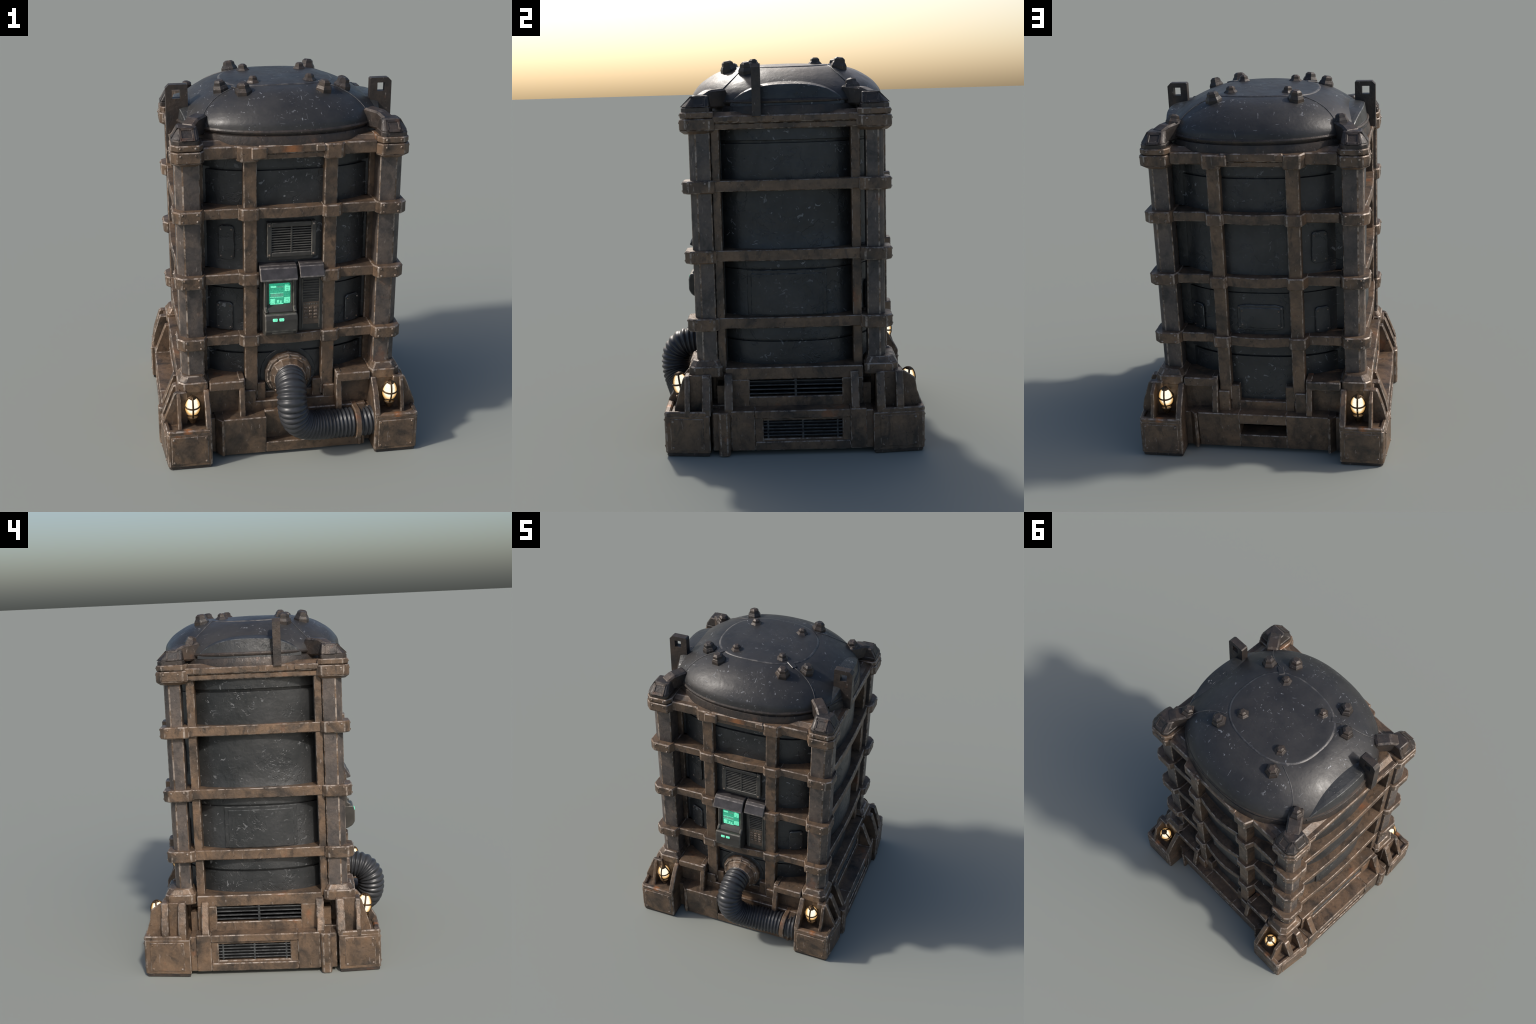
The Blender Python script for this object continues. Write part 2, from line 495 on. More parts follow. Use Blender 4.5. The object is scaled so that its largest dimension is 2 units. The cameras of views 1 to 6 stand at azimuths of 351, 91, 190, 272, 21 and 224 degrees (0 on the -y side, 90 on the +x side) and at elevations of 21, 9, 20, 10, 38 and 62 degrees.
for sx, sy in ((-1, -1), (1, -1), (1, 1), (-1, 1)):
    pts = []
    a, b = Vector((sx * 0.225, sy * 0.215)), Vector((sx * 0.425, sy * 0.345))
    for k in range(31):
        t = k / 30
        q = a.lerp(b, t) + Vector((sx * 0.028, -sy * 0.012)) * math.sin(math.pi * t)
        p, n = dome_at(q.x, q.y)
        pts.append(p + n * 0.0005)
    seam("panel_seam", pts, 0.0028, M_SHELLE, dome)
    # small locking key where the seam meets the lid
    if sy < 0:
        c = Vector((sx * 0.225, sy * 0.205))
        p, n = dome_at(c.x, c.y)
        kb = bmesh.new()
        bmesh.ops.create_cube(kb, size=1)
        dirv = Vector((sx * 0.8, sy * 0.6, 0))
        rot = Matrix((dirv, Vector((-dirv.y, dirv.x, 0)), Vector((0, 0, 1)))).transposed().to_4x4()
        tilt = Vector((0, 0, 1)).rotation_difference(n).to_matrix().to_4x4()
        bmesh.ops.transform(kb, verts=kb.verts, matrix=Matrix.Translation(p) @ tilt @ rot @ Matrix.Diagonal((0.062, 0.034, 0.014, 1)))
        finish("lid_key", kb, SH, dome, 0.003)

# hex bolts on the dome
BOLT = hardware_mesh("dome_bolt", [(0.046, -0.02), (0.044, 0.010), (0.036, 0.024), (0.033, 0.026), (0.030, 0.042), (0.018, 0.051)], 6, M_CAP)
STUD = hardware_mesh("dome_stud", [(0.040, -0.016), (0.037, 0.005), (0.028, 0.014), (0.025, 0.016), (0.023, 0.028), (0.013, 0.036)], 6, M_CAP)
for i, (x, y, big) in enumerate([(-.310, -.190, 1), (-.207, -.292, 1), (-.141, -.170, 0), (.152, -.170, 0), (.201, -.298, 1), (.318, -.200, 1),
                                 (-.147, .165, 0), (-.205, .278, 1), (.162, .155, 0), (.230, .275, 1)]):
    p, n = dome_at(x, y + YC - DYC)
    n = (n + Vector((0, 0, 0.8))).normalized()
    place("dome_bolt", BOLT if big else STUD, p, n, dome, i * 1.9)

# arched cheek plates closing the dome on both sides
for sx in (-1, 1):
    bm = bmesh.new()
    K = 24
    rows = []
    for k in range(K + 1):
        u = -1 + 2 * k / K
        y = 0.285 * u
        top = 1.762 + 0.088 * (1 - abs(u) ** 2.6) ** 0.8
        xs = 0.556 - 0.06 * abs(u) ** 2.2
        tilt = (top - 1.752) * 0.18
        rows.append([bm.verts.new((sx * v[0], DYC + y, v[1])) for v in
                     ((xs, 1.745), (xs - tilt, top), (xs - tilt - 0.020, top + 0.006), (xs - 0.13, top + 0.020), (xs - 0.16, 1.745))])
    for a, b in zip(rows, rows[1:]):
        for i in range(5):
            bm.faces.new((a[i], b[i], b[(i + 1) % 5], a[(i + 1) % 5]))
    bm.faces.new(rows[0]); bm.faces.new(rows[-1])
    finish("cheek_plate", bm, TK, dome, 0.003, 40)

    # lifting lug: upright plate with a square eye
    bm = bmesh.new()
    x0, x1, z0, z1 = 0.477, 0.590, 1.70, 1.953
    hx0, hx1, hz0, hz1 = 0.515, 0.557, 1.882, 1.927
    outer = [(x0, z0), (x1, z0), (x1, z1 - 0.018), (x1 - 0.018, z1), (x0 + 0.006, z1), (x0, z1 - 0.006)]
    ya, yb = -0.131, -0.088
    # four pieces welded round the eye
    for poly in ([(x0 + 0.02, z0), (x1, z0), (x1, hz0), (x0, hz0), (x0, 1.83)],
                 [(x0, hz0), (hx0, hz0), (hx0, hz1), (x0, hz1)],
                 [(hx1, hz0), (x1, hz0), (x1, hz1), (hx1, hz1)],
                 [(x0, hz1), (x1, hz1), (x1, z1 - 0.018), (x1 - 0.018, z1), (x0 + 0.006, z1), (x0, z1 - 0.006)]):
        add_prism(bm, [(sx * a, b) for a, b in poly], "y", ya, yb)
    # weld: drop coincident inner walls
    bmesh.ops.remove_doubles(bm, verts=bm.verts, dist=1e-5)
    ov = {}
    for f in bm.faces:
        c = f.calc_center_median()
        ov.setdefault((round(c.x, 4), round(c.y, 4), round(c.z, 4)), []).append(f)
    finish("lifting_lug", bm, CAP, dome, 0.0)

# ------------------------------------------------------------------ cage
LEVELS = [(0.625, 0.690), (0.972, 1.037), (1.324, 1.388)]
TOPZ = (1.632, 1.724)
for sx in (-1, 1):
    for sy in (-1, 1):
        # chamfered corner post standing clear of the side mullion behind it
        fl = 0.386 if sy < 0 else 0.406      # inner edge of the post's side face
        post = prism("corner_post", QP(sx, sy, [(0.456, fl), (0.456, 0.494), (0.542, 0.494), (0.568, 0.470), (0.579, 0.458), (0.579, fl)] if sy < 0 else
                                           [(0.456, fl), (0.456, 0.497), (0.537, 0.497), (0.558, 0.480), (0.567, 0.468), (0.567, fl)]),
                     "z", 0.42, 1.66, PO, None, 0.005)
        prism("side_mullion", QP(sx, sy, [(0.43, 0.343), (0.43, 0.383), (0.560, 0.383), (0.560, 0.343)] if sy < 0 else
                                 [(0.43, 0.334), (0.43, 0.379), (0.547, 0.379), (0.547, 0.334)]), "z", 0.40, 1.65, FR, post, 0.004)
        collar = [(0.437, 0.37), (0.437, 0.488), (0.457, 0.532), (0.566, 0.532), (0.597, 0.502), (0.597, 0.395), (0.578, 0.37)]
        for z0, z1 in LEVELS:
            prism("post_collar", QP(sx, sy, collar), "z", z0, z1, FR, post, 0.006)
            for x in (0.475, 0.55):
                for z in (z0 + 0.014, z1 - 0.014):
                    place("rivet", RIVET, (sx * x, YP(sy, 0.532), z), (0, sy, 0), post)
            for y in (0.415, 0.485):
                place("rivet", RIVET, (sx * 0.597, YP(sy, y), z1 - 0.014), (sx, 0, 0), post)
        # head: tapered underside, band, step, cap
        band = [(0.430, 0.36), (0.430, 0.495), (0.452, 0.536), (0.568, 0.536), (0.599, 0.505), (0.599, 0.385), (0.58, 0.36)]
        prism("post_head", QP(sx, sy, shrink(band, 0.022)), "z", TOPZ[0] - 0.014, TOPZ[0] + 0.004, FR, post, 0.002, QP(sx, sy, band))
        prism("post_head", QP(sx, sy, band), "z", TOPZ[0] + 0.004, 1.692, FR, post, 0.005)
        prism("post_head_band", QP(sx, sy, shrink(band, 0.004)), "z", 1.695, 1.726, FR, post, 0.005)
        for x in (0.475, 0.55):
            place("rivet", RIVET, (sx * x, YP(sy, 0.536), 1.675), (0, sy, 0), post)
            place("rivet", RIVET, (sx * x, YP(sy, 0.532), 1.712), (0, sy, 0), post)
        for y in (0.41, 0.49):
            place("rivet", RIVET, (sx * 0.599, YP(sy, y), 1.675), (sx, 0, 0), post)
        cap_lo = [(0.452, 0.375), (0.452, 0.505), (0.468, 0.524), (0.560, 0.524), (0.588, 0.498), (0.588, 0.385)]
        cap_hi = [(0.462, 0.385), (0.462, 0.455), (0.475, 0.470), (0.545, 0.470), (0.556, 0.458), (0.556, 0.390)]
        prism("corner_cap", QP(sx, sy, cap_lo), "z", 1.722, 1.750, CAP, post, 0.005)
        prism("corner_cap", QP(sx, sy, cap_lo), "z", 1.750, 1.806, CAP, post, 0.005, QP(sx, sy, cap_hi))
        # pocket frame on the cap's outward slope (front/back and side)
        for face in (0, 1):
            bm = bmesh.new()
            for a0, a1, h0, h1 in ((-.034, -.024, 0, .05), (.024, .034, 0, .05), (-.034, .034, 0.040, 0.05), (-.034, .034, 0, .010)):
                if face == 0:
                    lo = [(sx * (0.513 + a), YP(sy, 0.528 - h * 1.0 - o), 1.752 + h) for h in (h0, h1) for a in (a0, a1) for o in (0, 0.03)]
                else:
                    lo = [(sx * (0.590 - h * 0.62 - o), YP(sy, 0.437 + a), 1.752 + h) for h in (h0, h1) for a in (a0, a1) for o in (0, 0.03)]
                v = [bm.verts.new(p) for p in lo]
                for f in ((0, 1, 3, 2), (4, 5, 7, 6), (0, 1, 5, 4), (2, 3, 7, 6), (0, 2, 6, 4), (1, 3, 7, 5)):
                    bm.faces.new([v[i] for i in f])
            finish("cap_pocket_frame", bm, CAP, post, 0.002)
        # clamp arm reaching from the cap to the dome
        d = Vector((-sx * 0.085, -sy * 0.115, 0)); L = d.length; d.normalize()
        s = Vector((-d.y, d.x, 0))
        bm = bmesh.new()
        o0 = Vector((sx * 0.515, YP(sy, 0.445), 0))
        if sy < 0:
            side = [(0.0, 1.74), (0.155, 1.74), (0.165, 1.80), (0.150, 1.838), (0.06, 1.832), (0.01, 1.806)]
            W = 0.037
        else:
            side = [(-0.01, 1.74), (0.150, 1.74), (0.168, 1.805), (0.155, 1.840), (0.05, 1.826), (0.0, 1.806)]
            W = 0.042
        A = [bm.verts.new(o0 + d * u + s * W + Vector((0, 0, z))) for u, z in side]
        B = [bm.verts.new(o0 + d * u - s * W + Vector((0, 0, z))) for u, z in side]
        bm.faces.new(A); bm.faces.new(B)
        for i in range(len(side)):
            j = (i + 1) % len(side)
            bm.faces.new((A[i], A[j], B[j], B[i]))
        arm = finish("clamp_arm", bm, CAP, post, 0.010)
        if sy > 0:
            place("clamp_nut", BOLT, o0 + d * 0.118 + Vector((0, 0, 1.825)), (d.x * .25, d.y * .25, 1), post, 0.3, 0.92)

# front and back mullions, rails (the back grid bows further out than the front one)
GRID = {-1: dict(mul=0.495, blk=0.524, end=0.507, mid=0.519, bay=0.494, top=0.524),
        1: dict(mul=0.521, blk=0.540, end=0.514, mid=0.534, bay=0.484, top=0.530)}
for sy in (-1, 1):
    g = GRID[sy]
    m_, k_ = g["mul"], g["blk"]
    for sx in (-1, 1):
        mul = prism("mullion", Q(sx, sy, [(0.172, 0.36), (0.172, m_), (0.240, m_ - 0.006 * (sy > 0)), (0.240, 0.36)]), "z", 0.30, 1.64, FR, None, 0.005)
        for z0, z1 in LEVELS:
            prism("mullion_clamp", Q(sx, sy, [(0.160, 0.38), (0.160, k_ - 0.014), (0.174, k_), (0.250, k_ - 0.004), (0.270, g["bay"]), (0.270, 0.38)]), "z", z0 - 0.002, z1 - 0.002, FR, mul, 0.006)
        prism("mullion_clamp", Q(sx, sy, [(0.160, 0.38), (0.160, k_ - 0.010), (0.174, k_ + 0.004), (0.254, k_), (0.276, g["bay"]), (0.276, 0.38)]), "z", 1.628, 1.706, FR, mul, 0.007)
        prism("mullion_foot", Q(sx, sy, [(0.128, 0.40), (0.128, m_ - 0.008), (0.178, m_ - 0.008), (0.178, 0.40)]), "z", 0.20, 0.388, FR, mul, 0.005)
        prism("mullion_foot", Q(sx, sy, [(0.184, 0.40), (0.184, m_ + 0.012), (0.247, m_ + 0.012), (0.247, 0.40)]), "z", 0.20, 0.358, FR, mul, 0.005)
        for z0, z1 in LEVELS:
            prism("cage_rail", Q(sx, sy, [(0.262, 0.30), (0.262, g["bay"]), (0.442, g["bay"]), (0.442, 0.30)]), "z", z0 + 0.007, z1 - 0.004, FR, None, 0.005)
        prism("cage_rail", Q(sx, sy, [(0.266, 0.30), (0.266, g["bay"] + 0.006), (0.436, g["bay"] + 0.006), (0.436, 0.30)]), "z", 1.642, 1.706, FR, None, 0.006)
        # dark inner wall closing the bay between drum and post
        prism("bay_wall", Q(sx, sy, [(0.31, 0.34), (0.31, 0.362), (0.46, 0.362), (0.46, 0.34)]), "z", 0.40, 1.65, (M_TANK,), mul, 0)
    for li, (z0, z1) in enumerate(LEVELS):
        out = [(-0.172, 0.36), (-0.172, g["end"])]
        out += [(-0.15 + 0.30 * k / 8, g["end"] + 0.002 + (g["mid"] - g["end"]) * math.sin(math.pi * k / 8)) for k in range(9)]
        out += [(0.172, g["end"]), (0.172, 0.36)]
        if sy < 0 and li == 1:
            continue
        prism("cage_rail", Q(1, sy, out), "z", z0 + 0.006, z1 - 0.004, FR, None, 0.004)
    t_ = g["top"]
    prism("top_rail", Q(1, sy, [(-0.17, 0.36), (-0.17, t_ - 0.014), (0.17, t_ - 0.014), (0.17, 0.36)]), "z", 1.636, 1.664, FR, None, 0.005)
    prism("top_rail_plate", Q(1, sy, [(-0.165, 0.36), (-0.165, t_), (0.165, t_), (0.165, 0.36)]), "z", 1.666, 1.710, (M_TOPR, M_EDGE) if sy < 0 else FR, None, 0.006)
    box("splice_plate", sy * -0.166, sy * -0.120, YC + sy * 0.40, YC + sy * (t_ + 0.006), 1.672, 1.704, FR, None, 0.004)
    box("splice_plate", sy * 0.125, sy * 0.205, YC + sy * 0.40, YC + sy * (t_ + 0.017), 1.645, 1.704, FR, None, 0.006)

for sx in (-1, 1):
    for z0, z1 in LEVELS:
        out = [(0.40, -0.38), (0.40, 0.38), (0.566, 0.375)]
        out += [(0.567 + 0.012 * math.sin(math.pi * k / 10), 0.33 - 0.66 * k / 10) for k in range(11)]
        out += [(0.566, -0.375)]
        prism("side_rail", [(sx * a, YC + b) for a, b in out], "z", z0 + 0.006, z1 - 0.004, FR, None, 0.004)
    box("top_rail", sx * 0.40, sx * 0.566, YC - 0.375, YC + 0.38, 1.636, 1.666, FR, None, 0.005)
    box("top_rail_plate", sx * 0.40, sx * 0.578, YC - 0.36, YC + 0.36, 1.668, 1.704, FR, None, 0.006)
    box("splice_plate", sx * 0.45, sx * 0.582, YC - 0.37, YC - 0.24, 1.674, 1.702, FR, None, 0.004)
    box("splice_plate", sx * 0.45, sx * 0.584, YC + 0.30, YC + 0.37, 1.672, 1.703, FR, None, 0.004)

# deck that closes the cage top round the dome
prism("top_deck", rect(-0.558, 0.558, YC - 0.478, YC + 0.470), "z", 1.655, 1.700, FR, None, 0.0)
prism("top_deck", rect(-0.556, 0.556, YC - 0.476, YC + 0.468), "z", 1.699, 1.723, FR, None, 0.004, rect(-0.515, 0.515, YC - 0.435, YC + 0.43))

# ------------------------------------------------------------------ base
base = box("base_core", -0.585, 0.585, YC - 0.49, YC + 0.28, 0.03, 0.235, FR, None, 0.004)
box("base_core", -0.56, 0.56, YC - 0.395, YC + 0.395, 0.20, 0.33, FR, base, 0.0)
Y0, Y1 = -0.335, 0.425           # side wall run (y)
for sx in (-1, 1):
    def sbox(name, x0, x1, y0, y1, z0, z1, mats=FR, bevel=0.005):
        return box(name, sx * x0, sx * x1, y0, y1, z0, z1, mats, base, bevel)
    # upper wall with sunk vent
    sbox("upper_wall", 0.40, 0.598, Y0 + 0.03, Y1 - 0.03, 0.368, 0.432)
    sbox("upper_wall", 0.54, 0.598, Y0 + 0.03, -0.185, 0.22, 0.370)
    sbox("upper_wall", 0.54, 0.598, 0.288, Y1 - 0.03, 0.22, 0.370)
    sbox("upper_wall", 0.54, 0.600, -0.19, 0.293, 0.22, 0.278)
    sbox("vent_back", 0.52, 0.560, -0.19, 0.295, 0.27, 0.38, (M_BLACK,), 0)
    for k in range(4):
        sbox("vent_slat", 0.555, 0.590, -0.188, 0.291, 0.288 + 0.022 * k, 0.294 + 0.022 * k, TK, 0.0015)
    sbox("vent_divider", 0.555, 0.592, 0.045, 0.057, 0.275, 0.372, TK, 0.002)
    # lower wall with framed grille
    sbox("lower_wall", 0.58, 0.684, -0.282, -0.160, 0.022, 0.230)
    sbox("lower_wall", 0.58, 0.684, 0.322, 0.405, 0.022, 0.232)
    sbox("lower_wall", 0.58, 0.686, -0.160, 0.322, 0.188, 0.230)
    sbox("lower_wall", 0.58, 0.686, -0.160, 0.322, 0.022, 0.068)
    sbox("grille_frame", 0.58, 0.676, -0.162, -0.118, 0.06, 0.19)
    sbox("grille_frame", 0.58, 0.676, 0.282, 0.324, 0.06, 0.19)
    sbox("grille_frame", 0.58, 0.674, -0.12, 0.284, 0.174, 0.192)
    sbox("grille_frame", 0.58, 0.674, -0.12, 0.284, 0.062, 0.080)
    sbox("vent_back", 0.58, 0.645, -0.125, 0.29, 0.07, 0.18, (M_BLACK,), 0)
    for k in range(5):
        sbox("vent_slat", 0.64, 0.668, -0.12, 0.284, 0.091 + 0.0175 * k, 0.097 + 0.0175 * k, TK, 0.0015)
    for y in (-0.095, 0.082, 0.258):
        sbox("vent_divider", 0.64, 0.670, y - 0.005, y + 0.005, 0.075, 0.18, TK, 0.022)
    # recessed corner panels beside the feet, strut at the front end
    sbox("lower_wall", 0.56, 0.676, Y0 - 0.04, -0.27, 0.022, 0.222)
    sbox("lower_wall", 0.56, 0.676, 0.39, 0.44, 0.022, 0.222)
    prism("strut", [(sx * a, b) for a, b in [(0.58, -0.346), (0.694, -0.346), (0.706, -0.335), (0.706, -0.300), (0.694, -0.288), (0.58, -0.288)]], "z", 0.0, 0.228, FR, base, 0.005)
    # gussets between the lower and the upper wall
    def side_gusset(name, y, w, xo=0.680, zb=0.228, zt=0.405):
        prism(name, [(sx * 0.57, zb - 0.02), (sx * xo, zb - 0.02), (sx * xo, zb + 0.012), (sx * 0.616, zt), (sx * 0.57, zt)], "x" if False else "y", y - w, y + w, FR, base, 0.005)
    side_gusset("gusset", -0.291, 0.021)
    side_gusset("gusset", 0.350, 0.020)

    for sy in (-1, 1):
        # pad under each corner post
        pad = [(0.435, 0.36), (0.435, 0.500), (0.448, 0.534), (0.572, 0.534), (0.603, 0.505), (0.603, 0.38), (0.59, 0.36)]
        prism("post_pad", Q(sx, sy, pad), "z", 0.385, 0.442, FR, base, 0.006)
        prism("post_pad", Q(sx, sy, shrink(pad, 0.004)), "z", 0.440, 0.472, FR, base, 0.005, Q(sx, sy, shrink(pad, 0.022)))
        # ledge, its back wall and the front gusset
        prism("ledge", Q(sx, sy, [(0.25, 0.36), (0.25, 0.539), (0.437, 0.539), (0.437, 0.36)]), "z", 0.384, 0.436, FR, base, 0.006)
        prism("ledge_wall", Q(sx, sy, [(0.25, 0.36), (0.25, 0.490), (0.46, 0.490), (0.46, 0.36)]), "z", 0.22, 0.388, FR, base, 0)
        fin = [(0.40, 0.22), (0.566, 0.22), (0.566, 0.262), (0.534, 0.420), (0.524, 0.442), (0.40, 0.442)]
        prism("gusset", [(YC + sy * a, b) for a, b in fin], "x", sx * 0.247, sx * 0.279, FR, base, 0.005)

for sy in (-1, 1):
    def fbox(name, x0, x1, d0, d1, z0, z1, mats=FR, bevel=0.005):
        return box(name, x0, x1, YC + sy * d0, YC + sy * d1, z0, z1, mats, base, bevel)
    fbox("base_step", -0.25, 0.25, 0.36, 0.470, 0.20, 0.325)
    fbox("base_step", -0.25, 0.25, 0.36, 0.508, 0.18, 0.290)
    W = 0.593 if sy < 0 else 0.576
    def wall(x0, x1, z0, z1, d=W):
        lean = lambda z: d - max(0.0, 0.20 - z) * (0.14 if sy > 0 else 0.05)
        prism("end_wall", [(YC + sy * u, v) for u, v in [(0.448, z0), (lean(z0), z0), (lean(z1), z1), (0.448, z1)]], "x", x0, x1, FR, base, 0.005)
    if sy > 0:
        wall(-0.372, -0.134, 0.020, 0.240)
        wall(0.128, 0.365, 0.020, 0.240)
        wall(-0.136, 0.130, 0.178, 0.240)
        wall(-0.136, 0.130, 0.020, 0.104)
        fbox("vent_back", -0.25, 0.25, 0.27, 0.32, 0.04, 0.235, FR, 0)
    else:
        wall(-0.372, -0.140, 0.014, 0.238)
        wall(-0.142, 0.405, 0.014, 0.078)
        fbox("end_wall", -0.142, 0.42, 0.45, 0.533, 0.07, 0.242)
    for sx in (-1, 1):
        prism("end_wall_strut", Q(sx, sy, [(0.366, 0.45), (0.366, W + 0.004), (0.378, W + 0.007), (0.412, W - 0.035), (0.412, 0.45)]), "z", 0.02, 0.236, FR, base, 0.004)
        prism("end_wall_strut", Q(sx, sy, [(0.40, 0.42), (0.40, 0.545), (0.45, 0.545), (0.45, 0.42)]), "z", 0.020, 0.228, FR, base, 0.004)

# ------------------------------------------------------------------ feet with lamps
LAMPR = hardware_mesh("lamp_base", [(0.020, -0.085), (0.026, -0.070), (0.034, -0.058), (0.041, -0.040), (0.0415, -0.034)], 16, M_CAGE)
for sx in (-1, 1):
    for sy in (-1, 1):
        fi = 0.438                                  # inner end of the foot along the depth
        foot_poly = [(0.440, 0.430), (0.440, 0.655), (0.446, 0.660), (0.668, 0.660), (0.677, 0.652), (0.696, 0.440), (0.696, 0.430)]
        if sy > 0:
            foot_poly = [(0.438, 0.395), (0.438, 0.650), (0.444, 0.655), (0.668, 0.655), (0.678, 0.646), (0.702, 0.405), (0.702, 0.395)]
        D = foot_poly[3][1]
        foot = prism("foot", Q(sx, sy, foot_poly), "z", 0.016, 0.212, FR, None, 0.007)
        prism("foot_skirt", Q(sx, sy, shrink(foot_poly, 0.006)), "z", 0.0, 0.020, CAP, foot, 0.002)
        # rolled rim of the lamp tray
        box("tray_rim", sx * 0.445, sx * 0.670, YC + sy * (D - 0.030), YC + sy * (D + 0.001), 0.205, 0.232, (M_RIM, M_RIME), foot, 0.007)
        prism("tray_rim", Q(sx, sy, [(0.655, D - 0.01), (0.676, D - 0.005), (0.695, D - 0.215), (0.670, D - 0.215)]), "z", 0.205, 0.233, FR, foot, 0.006)
        box("tray_floor", sx * 0.45, sx * 0.672, YC + sy * (D - 0.22), YC + sy * (D - 0.02), 0.19, 0.216, FR, foot, 0)
        # front plate with screws
        box("foot_plate", sx * 0.462, sx * 0.656, YC + sy * (D - 0.01), YC + sy * (D + 0.003), 0.034, 0.196, FR, foot, 0.003)
        for x in (0.474, 0.644):
            for z in (0.046, 0.184):
                place("rivet", RIVET, (sx * x, YC + sy * (D + 0.003), z), (0, sy, 0), foot)
        a, b = foot_poly[4], foot_poly[5]
        def on_side(t, out=0.0):
            return (a[0] + (b[0] - a[0]) * t + out, a[1] + (b[1] - a[1]) * t)
        p0, p1, p2, p3 = on_side(.10, -.01), on_side(.10, .004), on_side(.90, .004), on_side(.90, -.01)
        prism("foot_plate", Q(sx, sy, [p0, p1, p2, p3]), "z", 0.034, 0.198, FR, foot, 0.003)
        for t in (0.16, 0.84):
            for z in (0.046, 0.184):
                q = on_side(t, 0.004)
                place("rivet", RIVET, (sx * q[0], YC + sy * q[1], z), (sx, 0, 0), foot)
        # inner ramp wall, outer lamp fin, corner fin, side fin
        ramp_poly = [(0.40, 0.20), (D - 0.001, 0.20), (D - 0.001, 0.236), (D - 0.055, 0.330), (0.545, 0.400), (0.40, 0.400)]
        prism("gusset", [(YC + sy * u, v) for u, v in ramp_poly], "x", sx * (0.4395 if sy < 0 else 0.4375), sx * 0.470, FR, foot, 0.005)
        if sy < 0:
            fin_poly = [(0.42, 0.20), (D - 0.045, 0.20), (D - 0.048, 0.235), (0.566, 0.385), (0.552, 0.402), (0.42, 0.402)]
        else:
            fin_poly = [(0.42, 0.20), (D - 0.004, 0.20), (D - 0.006, 0.232), (D - 0.030, 0.300), (D - 0.040, 0.365), (0.560, 0.402), (0.42, 0.402)]
        prism("gusset", [(YC + sy * u, v) for u, v in fin_poly], "x", sx * 0.594, sx * 0.614, FR, foot, 0.004)
        # side fins with a broad shoulder under the pad
        shoulder = [(0.56, 0.205), (0.690, 0.205), (0.690, 0.246), (0.680, 0.296), (0.646, 0.400), (0.640, 0.408), (0.56, 0.410)]
        for yy, hw in (((-0.404, 0.021), (-0.500, 0.013)) if sy < 0 else ((0.478, 0.021), (0.574, 0.019))):
            sh = shoulder if sy > 0 else [(0.56, 0.205), (0.690, 0.205), (0.688, 0.242), (0.628, 0.396), (0.616, 0.404), (0.56, 0.404)]
            if yy == 0.574:
                sh = [(u - 0.006 if u > 0.6 else u, v) for u, v in sh]
            prism("gusset", [(sx * u, v) for u, v in sh], "y", yy - hw, yy + hw, FR, foot, 0.005)
        box("foot_back_wall", sx * 0.45, sx * 0.60, YC + sy * 0.42, YC + sy * 0.525, 0.20, 0.392, FR, foot, 0)
        # lamp: glowing egg in a brass cage on a short cup
        lc = Vector((sx * 0.534, YC + sy * 0.582, 0.328))
        tilt = Matrix.Rotation(math.radians(-10 * sy), 4, "X")
        TM = Matrix.Translation(lc) @ tilt
        bm = bmesh.new()
        bmesh.ops.create_uvsphere(bm, u_segments=28, v_segments=18, radius=1)
        for v in bm.verts:
            z = v.co.z
            k = 1.0 - 0.42 * max(0, -z) ** 1.6
            v.co = Vector((v.co.x * 0.0410 * k, v.co.y * 0.0410 * k, z * 0.070))
        bmesh.ops.transform(bm, verts=bm.verts, matrix=TM)
        lamp = finish("lamp", bm, (M_LAMP,), foot, bevel=0, smooth=True)
        def ringcurve(f, rad=0.0050, name="cage_bar"):
            pts = [TM @ Vector(f(2 * math.pi * k / 36)) for k in range(37)]
            seam(name, pts, rad, M_CAGE, foot)
        def egg(z):
            t = z / 0.070
            return 0.0416 * math.sqrt(max(0, 1 - t * t)) * (1.0 - 0.42 * max(0, -t) ** 1.6)
        ringcurve(lambda a: (math.copysign(egg(0.070 * math.sin(a)), math.cos(a)), 0, 0.0712 * math.sin(a)))
        ringcurve(lambda a: (0, math.copysign(egg(0.070 * math.sin(a)), math.cos(a)), 0.0712 * math.sin(a)))
        for zz in (0.016, -0.030):
            ringcurve(lambda a, zz=zz: (egg(zz) * math.cos(a), egg(zz) * math.sin(a), zz))
        place("lamp_cup", LAMPR, lc + Vector((0, 0, -0.028)), (0, 0, 1), foot, 0, 0.72)
        bm = bmesh.new()
        bmesh.ops.create_cone(bm, cap_ends=True, segments=16, radius1=0.0345, radius2=0.012, depth=0.034)
        bmesh.ops.transform(bm, verts=bm.verts, matrix=TM @ Matrix.Translation((0, 0.0, 0.056)))
        finish("lamp_top", bm, (M_CAGE, M_CAGE), foot, 0.002)

# ------------------------------------------------------------------ hose
def smooth_path(ctrl, per=24):
    P = [Vector(c) for c in ctrl]
    P = [P[0] * 2 - P[1]] + P + [P[-1] * 2 - P[-2]]
    out = []
    for i in range(1, len(P) - 2):
        for k in range(per):
            t = k / per
            p0, p1, p2, p3 = P[i - 1], P[i], P[i + 1], P[i + 2]
            out.append(0.5 * ((2 * p1) + (p2 - p0) * t + (2 * p0 - 5 * p1 + 4 * p2 - p3) * t * t + (3 * p1 - p0 - 3 * p2 + p3) * t ** 3))
    out.append(P[-2])
    return out

ctrl = [(-0.006, -0.45, 0.430), (-0.008, -0.51, 0.430), (-0.012, -0.576, 0.412), (-0.016, -0.615, 0.362), (-0.010, -0.623, 0.302),
        (0.008, -0.614, 0.248), (0.050, -0.593, 0.204), (0.112, -0.572, 0.178), (0.195, -0.554, 0.166), (0.29, -0.543, 0.161), (0.38, -0.538, 0.157), (0.45, -0.53, 0.157)]
path = smooth_path(ctrl)
